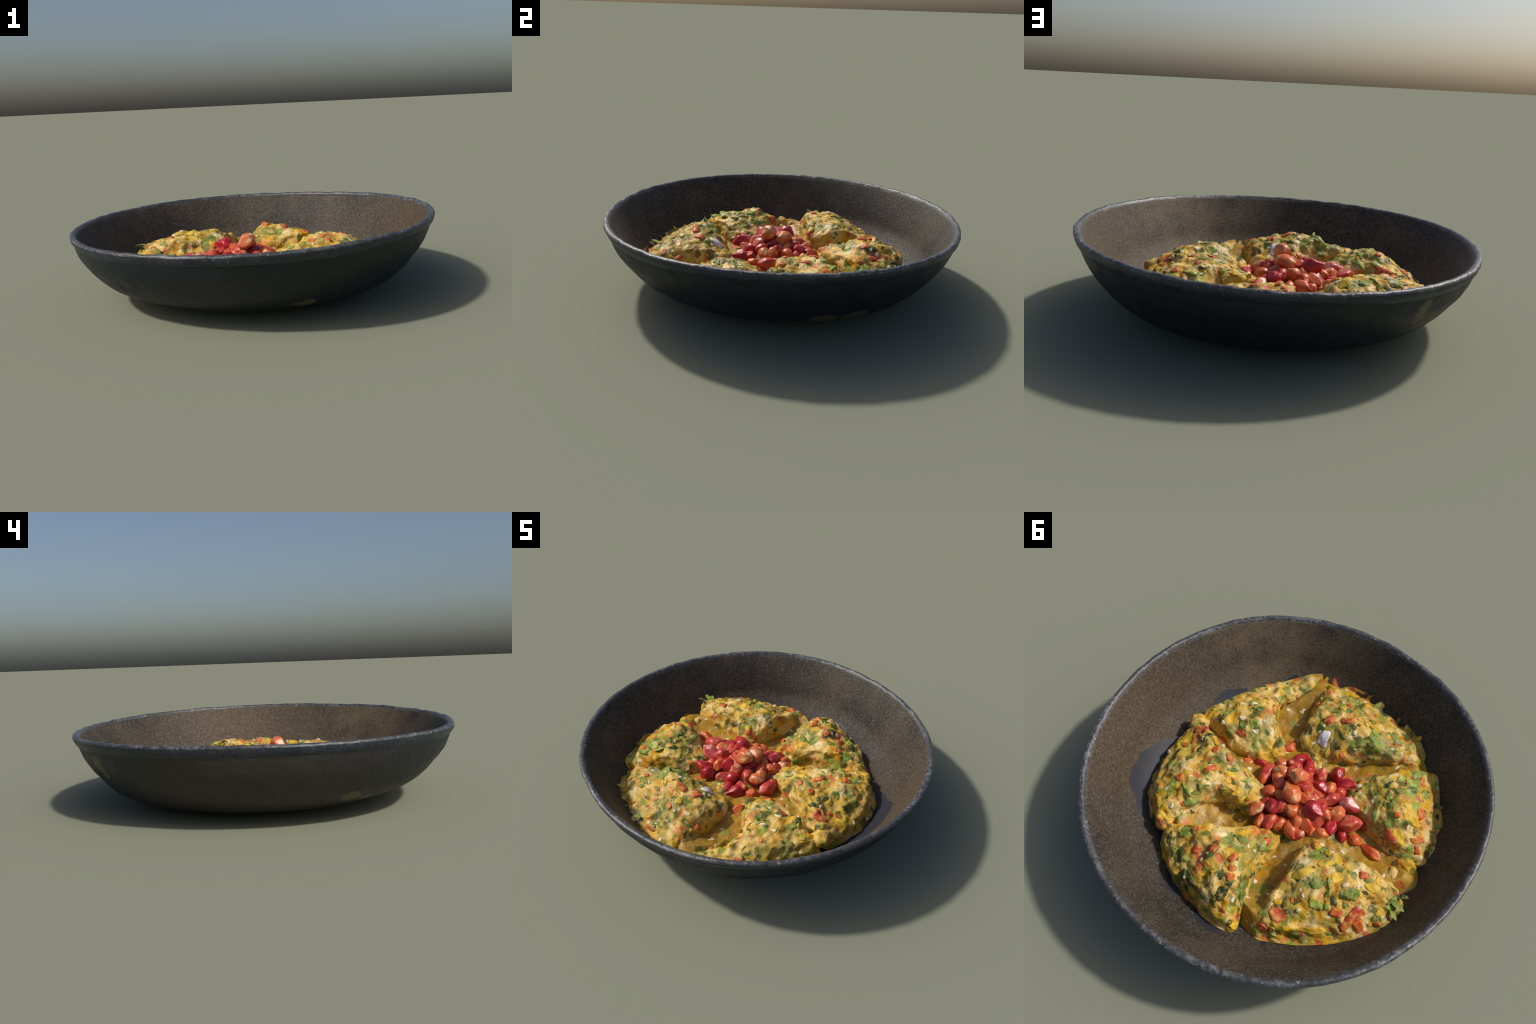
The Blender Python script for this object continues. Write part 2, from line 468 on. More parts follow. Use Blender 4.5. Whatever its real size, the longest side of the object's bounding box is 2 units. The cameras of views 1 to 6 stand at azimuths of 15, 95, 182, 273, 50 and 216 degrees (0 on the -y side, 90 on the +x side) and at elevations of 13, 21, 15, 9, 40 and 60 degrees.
    for name, lo, hi, mat in (("outer_wall", 0, n_wall - 1, M_OUT), ("lip", n_wall - 1, a, M_LIP), ("rim", a, b, M_RIM), ("inner_wall", b, e, M_IN), ("floor", e, len(P) - 1, M_FLOOR)):
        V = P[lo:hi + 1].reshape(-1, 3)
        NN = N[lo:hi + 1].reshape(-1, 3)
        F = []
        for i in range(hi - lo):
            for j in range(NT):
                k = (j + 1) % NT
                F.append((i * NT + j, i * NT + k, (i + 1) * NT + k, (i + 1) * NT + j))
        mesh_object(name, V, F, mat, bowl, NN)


bowl_shell()

# ------------------------------------------------------------------ savoury cake
cake = empty("herb_cake", (0, 0, 0), "round golden herb cake cut in six lumpy wedges", "food")

# footprint of each wedge on the bowl floor, and heights of its top (x, y, z)
WEDGES = [
    dict(foot=[(0.07, 0.03), (0.28, 0.00), (0.43, -0.02), (0.57, -0.08), (0.69, -0.04), (0.70, 0.20), (0.64, 0.36), (0.53, 0.49), (0.43, 0.49), (0.36, 0.42), (0.272, 0.225), (0.14, 0.20), (0.05, 0.12)],
         top=[(0.334, 0.039, 0.254), (0.42, 0.043, 0.258), (0.478, 0.279, 0.247), (0.284, 0.075, 0.242), (0.376, 0.151, 0.252), (0.50, 0.209, 0.244), (0.577, -0.01, 0.227), (0.428, 0.457, 0.185), (0.333, 0.216, 0.262),
              (0.62, 0.18, 0.172), (0.65, 0.03, 0.172), (0.10, 0.06, 0.17), (0.275, 0.195, 0.242), (0.37, 0.35, 0.22), (0.159, 0.11, 0.20), (0.57, 0.36, 0.18)]),
    dict(foot=[(-0.12, 0.18), (-0.04, 0.20), (0.05, 0.24), (0.18, 0.345), (0.34, 0.45), (0.40, 0.52), (0.34, 0.61), (0.20, 0.69), (0.05, 0.72), (-0.09, 0.74), (-0.20, 0.71), (-0.185, 0.62), (-0.135, 0.46), (-0.118, 0.30)],
         top=[(0.083, 0.477, 0.254), (-0.035, 0.461, 0.266), (0.111, 0.544, 0.222), (0.231, 0.447, 0.228), (-0.018, 0.413, 0.252), (-0.055, 0.571, 0.256), (0.33, 0.475, 0.18), (-0.09, 0.22, 0.17), (-0.11, 0.46, 0.24),
              (-0.15, 0.60, 0.19), (-0.11, 0.29, 0.195), (0.067, 0.643, 0.19), (0.234, 0.542, 0.185), (-0.061, 0.70, 0.165), (0.08, 0.35, 0.215), (0.0, 0.26, 0.19)]),
    dict(foot=[(-0.22, 0.17), (-0.32, 0.115), (-0.45, 0.095), (-0.58, 0.08), (-0.70, 0.075), (-0.785, 0.13), (-0.79, 0.25), (-0.72, 0.37), (-0.61, 0.49), (-0.47, 0.59), (-0.32, 0.67), (-0.25, 0.61), (-0.24, 0.45), (-0.24, 0.30)],
         top=[(-0.74, 0.15, 0.21), (-0.46, 0.297, 0.262), (-0.24, 0.52, 0.195), (-0.235, 0.18, 0.165), (-0.60, 0.40, 0.18), (-0.289, 0.156, 0.205), (-0.568, 0.165, 0.239), (-0.376, 0.15, 0.225), (-0.354, 0.323, 0.26),
              (-0.389, 0.566, 0.15), (-0.54, 0.483, 0.15), (-0.709, 0.274, 0.165), (-0.702, 0.113, 0.212), (-0.29, 0.38, 0.225), (-0.60, 0.30, 0.235)]),
    dict(foot=[(-0.23, -0.20), (-0.25, -0.32), (-0.34, -0.42), (-0.45, -0.55), (-0.56, -0.58), (-0.65, -0.46), (-0.73, -0.34), (-0.78, -0.20), (-0.76, -0.10), (-0.64, -0.055), (-0.52, -0.065), (-0.42, -0.09), (-0.32, -0.13)],
         top=[(-0.49, -0.44, 0.218), (-0.453, -0.249, 0.24), (-0.578, -0.253, 0.235), (-0.532, -0.197, 0.251), (-0.615, -0.302, 0.205), (-0.61, -0.10, 0.185), (-0.27, -0.26, 0.165), (-0.69, -0.20, 0.165), (-0.318, -0.335, 0.195),
              (-0.414, -0.47, 0.20), (-0.515, -0.105, 0.19), (-0.379, -0.159, 0.18), (-0.54, -0.53, 0.165), (-0.38, -0.27, 0.215), (-0.66, -0.38, 0.16)]),
    dict(foot=[(-0.02, -0.21), (0.09, -0.27), (0.17, -0.36), (0.20, -0.48), (0.25, -0.62), (0.26, -0.78), (0.07, -0.82), (-0.10, -0.81), (-0.28, -0.76), (-0.43, -0.68), (-0.47, -0.58), (-0.38, -0.50), (-0.23, -0.43), (-0.10, -0.32)],
         top=[(-0.023, -0.522, 0.266), (0.05, -0.465, 0.25), (0.028, -0.634, 0.21), (-0.024, -0.72, 0.165), (-0.185, -0.45, 0.264), (0.029, -0.372, 0.203), (0.11, -0.513, 0.24), (0.19, -0.66, 0.185), (-0.44, -0.62, 0.165),
              (-0.219, -0.49, 0.256), (-0.099, -0.467, 0.267), (-0.283, -0.62, 0.187), (0.19, -0.567, 0.18), (-0.108, -0.389, 0.225), (-0.268, -0.465, 0.23), (-0.392, -0.52, 0.20), (-0.05, -0.298, 0.145), (0.05, -0.29, 0.15), (-0.15, -0.70, 0.165), (0.15, -0.74, 0.15)]),
    dict(foot=[(0.27, -0.08), (0.19, -0.13), (0.16, -0.23), (0.27, -0.32), (0.345, -0.40), (0.37, -0.50), (0.30, -0.63), (0.30, -0.76), (0.46, -0.63), (0.58, -0.47), (0.69, -0.25), (0.71, -0.10), (0.57, -0.10), (0.42, -0.065)],
         top=[(0.392, -0.307, 0.244), (0.36, -0.37, 0.215), (0.40, -0.22, 0.24), (0.497, -0.50, 0.172), (0.505, -0.245, 0.226), (0.24, -0.15, 0.175), (0.225, -0.23, 0.185), (0.64, -0.17, 0.185), (0.38, -0.53, 0.16), (0.43, -0.40, 0.215),
              (0.34, -0.68, 0.15), (0.60, -0.32, 0.18), (0.31, -0.235, 0.215), (0.418, -0.123, 0.18), (0.506, -0.142, 0.222), (0.60, -0.10, 0.185), (0.30, -0.12, 0.175)]),
]
# floor of the creases between the wedges, filled with sauce
CREASE = [(0.433, -0.05, 0.125), (0.55, -0.098, 0.135), (0.66, -0.075, 0.175), (0.281, -0.04, 0.12), (0.26, -0.333, 0.09), (0.27, -0.423, 0.09), (0.27, -0.52, 0.10), (0.28, -0.60, 0.135), (0.28, -0.68, 0.15), (-0.14, -0.359, 0.11), (-0.286, -0.403, 0.12), (-0.40, -0.51, 0.155), (-0.46, -0.58, 0.165),
          (0.10, 0.20, 0.085), (0.20, 0.28, 0.08), (0.30, 0.37, 0.115), (0.40, 0.45, 0.19), (0.44, 0.50, 0.17), (-0.154, 0.20, 0.12), (-0.175, 0.321, 0.085), (-0.18, 0.43, 0.085), (-0.205, 0.53, 0.13), (-0.23, 0.63, 0.18), (-0.432, -0.003, 0.095), (-0.55, 0.0, 0.105), (-0.67, 0.02, 0.14),
          (0.0, 0.0, 0.13), (-0.12, -0.15, 0.13), (0.14, -0.12, 0.13), (-0.25, -0.08, 0.12), (-0.30, 0.05, 0.14), (-0.03, -0.24, 0.145), (0.10, -0.25, 0.13)]


def thin_plate(points, smooth=0.002):
    p = np.asarray(points, float)
    n = len(p)
    d = np.linalg.norm(p[:, None, :2] - p[None, :, :2], axis=-1)
    k = np.where(d > 0, d ** 2 * np.log(np.maximum(d, 1e-9)), 0) + np.eye(n) * smooth
    a = np.zeros((n + 3, n + 3))
    a[:n, :n] = k
    a[:n, n], a[:n, n + 1:], a[n, :n], a[n + 1:, :n] = 1, p[:, :2], 1, p[:, :2].T
    w = np.linalg.solve(a, np.concatenate([p[:, 2], np.zeros(3)]))

    def f(q):
        e = np.linalg.norm(q[:, None, :] - p[None, :, :2], axis=-1)
        e = np.where(e > 0, e ** 2 * np.log(np.maximum(e, 1e-9)), 0)
        return e @ w[:n] + w[n] + q @ w[n + 1:]
    return f


crease_z = thin_plate(CREASE, 0.004)


def lumps(P, N, seed):
    """lumpy chopped-batter relief along the normals"""
    big = fbm(P, 8.0, 2, seed)
    mid = fbm(P, 15.0, 2, seed + 4)
    fine = fbm(P, 36.0, 2, seed + 9)
    ridge = np.abs(fbm(P, 9.0, 1, seed + 14))              # soft folds
    return P + N * (0.013 * big + 0.022 * mid + 0.0065 * fine + 0.018 * (0.22 - ridge))[:, None]


def grid_normals(P, n_t, n_s):
    G = P.reshape(n_s, n_t, 3)
    du = np.roll(G, -1, 1) - np.roll(G, 1, 1)
    dv = np.gradient(G, axis=0)
    N = np.cross(dv, du)
    N /= np.maximum(np.linalg.norm(N, axis=-1, keepdims=True), 1e-9)
    N[0] = N[1].mean(0) / np.linalg.norm(N[1].mean(0))
    return N.reshape(-1, 3)


def build_wedge(idx, spec):
    n_t, n_s = 300, 96
    edge = catmull(spec["foot"], n_t)
    x, y = edge.T
    if np.sum(x * np.roll(y, -1) - y * np.roll(x, -1)) < 0:      # always counter-clockwise
        edge = edge[::-1]
    wob = fbm(np.c_[edge, np.zeros(n_t)], 9.0, 2, idx + 20)
    c = edge.mean(0)
    edge = c + (edge - c) * (1 + 0.035 * wob)[:, None]
    s = 1 - (1 - np.linspace(0, 1, n_s)) ** 1.5                # denser near the edge
    s[-1] = 1.0
    Q = c + s[:, None, None] * (edge - c)[None]
    q = Q.reshape(-1, 2)
    # distance to the footprint edge
    d = np.full(len(q), 9.0)
    for k in range(0, len(q), 4000):
        d[k:k + 4000] = np.sqrt(((q[k:k + 4000, None] - edge[None]) ** 2).sum(-1)).min(1)
    d *= np.clip((1 - np.repeat(s, n_t)) * 40, 0, 1)
    top = thin_plate(spec["top"])(q)
    rad = np.hypot(q[:, 0] + 0.03, q[:, 1] + 0.03)
    base = np.where(rad < 0.76, crease_z(q) - 0.012, 0)
    side = bowl_floor_z(q[:, 0], q[:, 1]) - 0.012
    f = np.clip((rad - 0.66) / 0.08, 0, 1)
    base = base * (1 - f) + side * f
    # outward flanks lean more than the cut faces
    out = np.clip((np.hypot(q[:, 0] + 0.03, q[:, 1] + 0.03) - 0.52) / 0.2, 0, 1)
    W = 0.036 + 0.034 * out
    h = 1 - (1 - np.clip(d / W, 0, 1)) ** 1.6
    z = base + np.maximum(top - base, 0.012) * h
    P = np.c_[q, z]
    N = grid_normals(P, n_t, n_s)
    if N[:, 2].mean() < 0:
        N = -N
    fade = np.clip((1 - np.repeat(s, n_t)) / 0.04, 0, 1)[:, None]      # the hem lies flat on the bowl
    P = P + (lumps(P, N, idx * 11 + 1) - P) * fade
    P[:, 2] -= 0.03 * np.clip((np.repeat(s, n_t) - 0.985) / 0.015, 0, 1)
    P[:, 2] = np.maximum(P[:, 2], bowl_floor_z(P[:, 0], P[:, 1]) - 0.005)
    F = []
    for i in range(n_s - 1):
        for j in range(n_t):
            k = (j + 1) % n_t
            F.append((i * n_t + j, (i + 1) * n_t + j, (i + 1) * n_t + k, i * n_t + k))
    return mesh_object("wedge", P, F, M_BATTER, cake)


wedges = [build_wedge(i, w) for i, w in enumerate(WEDGES)]


def build_lump(x, y, z, r, seed):
    """a crumb of batter: noisy ball, sunk in the sauce"""
    nu, nv = 64, 40
    P = []
    for i in range(nv):
        a = math.pi * (i + 0.02) / (nv - 0.96)
        for j in range(nu):
            b = 2 * math.pi * j / nu
            P.append((x + r * math.sin(a) * math.cos(b), y + r * math.sin(a) * math.sin(b), z + r * 0.85 * math.cos(a)))
    P = np.array(P)
    N = P - np.array([x, y, z])
    N /= np.linalg.norm(N, axis=1)[:, None]
    P = lumps(P, N, seed)
    F = [(i * nu + j, (i + 1) * nu + j, (i + 1) * nu + (j + 1) % nu, i * nu + (j + 1) % nu) for i in range(nv - 1) for j in range(nu)]
    return mesh_object("crumb", P, F, M_BATTER, cake)


crumbs = [build_lump(-0.695, -0.040, 0.122, 0.052, 91), build_lump(-0.668, 0.025, 0.115, 0.034, 95), build_lump(0.655, -0.080, 0.15, 0.055, 97), build_lump(0.425, 0.480, 0.135, 0.048, 99)]


def build_sauce():
    """oily sauce lying between the wedges"""
    n_t, n_s = 260, 90
    t = np.linspace(0, 2 * np.pi, n_t, endpoint=False)
    s = np.linspace(0, 1, n_s)
    gap = lambda deg: np.exp(-((np.degrees(t) - deg + 180) % 360 - 180) ** 2 / 8.0 ** 2)
    R = 0.68 + 0.015 * np.sin(7 * t) + 0.12 * gap(-66) + 0.08 * gap(178) + 0.06 * gap(-127) + 0.05 * gap(112)
    X = -0.03 + s[:, None] * R * np.cos(t)
    Y = -0.03 + s[:, None] * R * np.sin(t)
    q = np.c_[X.ravel(), Y.ravel()]
    f = np.clip((np.repeat(s, n_t) - 0.90) / 0.10, 0, 1)
    z = crease_z(q) * (1 - f) + (bowl_floor_z(q[:, 0], q[:, 1]) - 0.004) * f
    P = np.c_[q, z]
    P[:, 2] += (0.014 * fbm(P, 9, 2, 40) + 0.016 * fbm(P, 19, 2, 43)) * (1 - f)
    F = [(i * n_t + j, (i + 1) * n_t + j, (i + 1) * n_t + (j + 1) % n_t, i * n_t + (j + 1) % n_t) for i in range(n_s - 1) for j in range(n_t)]
    return mesh_object("sauce", P, F, M_SAUCE, cake)


sauce = build_sauce()


# ------------------------------------------------------------------ chopped pieces bedded in the batter
def bvh_of(o):
    me = o.data
    return BVHTree.FromPolygons([v.co.copy() for v in me.vertices], [tuple(p.vertices) for p in me.polygons])


TREES = [bvh_of(o) for o in wedges]
SHELLS = wedges


def outline(kind, a, r):
    """radius factor of a piece's outline at angle a"""
    c, s = abs(math.cos(a)), abs(math.sin(a))
    if kind == "leaf":
        return 1 / (c ** 1.35 + s ** 1.35) ** (1 / 1.35) * (1 + 0.13 * math.sin(3 * a + r) + 0.10 * math.sin(7 * a + 2 * r) + 0.08 * math.sin(12 * a + 3 * r))
    if kind == "dice":
        return 1 / (c ** 4 + s ** 4) ** 0.25 * (1 + 0.09 * math.sin(3 * a + r) + 0.06 * math.sin(7 * a + 2 * r))
    return 1 + 0.13 * math.sin(2 * a + r) + 0.11 * math.sin(3 * a + 2 * r) + 0.06 * math.sin(8 * a + r)


RINGS, SEG = (0.30, 0.58, 0.82, 0.96, 1.06), 26


def bedded_piece(tree, pos, nrm, length, width, yaw, kind, lift, jitter):
    """a thin piece laid on the surface, following its bumps"""
    n = nrm.normalized()
    up = Vector((math.cos(yaw), math.sin(yaw), 0))
    u = (up - n * up.dot(n)).normalized()
    v = n.cross(u)
    V, F = [], []

    def drop(a, b, h):
        o = pos + u * a + v * b
        hit = tree.ray_cast(o + n * 0.05, -n, 0.1)
        base = hit[0] if hit[0] is not None else o - n * 0.01
        base = base * 0.8 + o * 0.2 + n * h
        base.z = max(base.z, float(bowl_floor_z(base.x, base.y)) - 0.003)
        return base
    V.append(drop(0, 0, lift))
    for ri, r in enumerate(RINGS):
        h = lift * (1 - 0.12 * r ** 2) if ri < 3 else (lift * 0.55 if ri == 3 else -0.006)
        for k in range(SEG):
            a = 2 * math.pi * k / SEG
            f = outline(kind, a, jitter) * min(r, 1.02)
            V.append(drop(math.cos(a) * f * length / 2, math.sin(a) * f * width / 2, h))
    for k in range(SEG):
        F.append((0, 1 + k, 1 + (k + 1) % SEG))
    for ri in range(len(RINGS) - 1):
        b = 1 + ri * SEG
        for k in range(SEG):
            k2 = (k + 1) % SEG
            F.append((b + k, b + SEG + k, b + SEG + k2, b + k2))
    return V, F


def area_sampler(o):
    me = o.data
    A = np.empty(len(me.polygons))
    C = np.empty(len(me.polygons) * 3)
    Nn = np.empty(len(me.polygons) * 3)
    me.polygons.foreach_get("area", A)
    me.polygons.foreach_get("center", C)
    me.polygons.foreach_get("normal", Nn)
    C, Nn = C.reshape(-1, 3), Nn.reshape(-1, 3)
    w = A * (Nn[:, 2] > 0.12) * (C[:, 2] > 0.10)
    return C, Nn, w / w.sum()


SAMPLERS = [area_sampler(o) for o in wedges]
AREAS = np.array([1.0, 0.95, 1.05, 0.95, 1.15, 0.8])
AREAS /= AREAS.sum()

# kind name, material, outline, count, length range, width share, lift
PIECES = [
    ("herb_flake", M_HERB, "leaf", 42, (0.022, 0.050), (0.40, 0.7), 0.0035),
    ("dark_herb_flake", M_DARKHERB, "leaf", 34, (0.020, 0.048), (0.4, 0.75), 0.003),
    ("lime_herb_flake", M_LIME, "leaf", 32, (0.020, 0.055), (0.3, 0.6), 0.004),
    ("red_pepper_bit", M_REDPEP, "dice", 28, (0.016, 0.034), (0.45, 0.9), 0.004),
    ("yellow_pepper_bit", M_YELLOW, "round", 30, (0.022, 0.05), (0.6, 1.0), 0.005),
    ("curd_bit", M_WHITE, "round", 32, (0.012, 0.032), (0.6, 1.0), 0.004),
]
for name, mat, kind, count, (l0, l1), (w0, w1), lift in PIECES:
    for _ in range(count):
        i = int(rng.choice(6, p=AREAS))
        C, Nn, w = SAMPLERS[i]
        f = int(rng.choice(len(w), p=w))
        L = l0 + (l1 - l0) * rng.random() ** 1.6
        V, F = bedded_piece(TREES[i], Vector(C[f]), Vector(Nn[f]), L, L * (w0 + (w1 - w0) * rng.random()), rng.random() * 6.28, kind, lift * (0.7 + 0.6 * rng.random()), rng.random() * 6.28)
        mesh_object(name, V, F, mat, wedges[i])

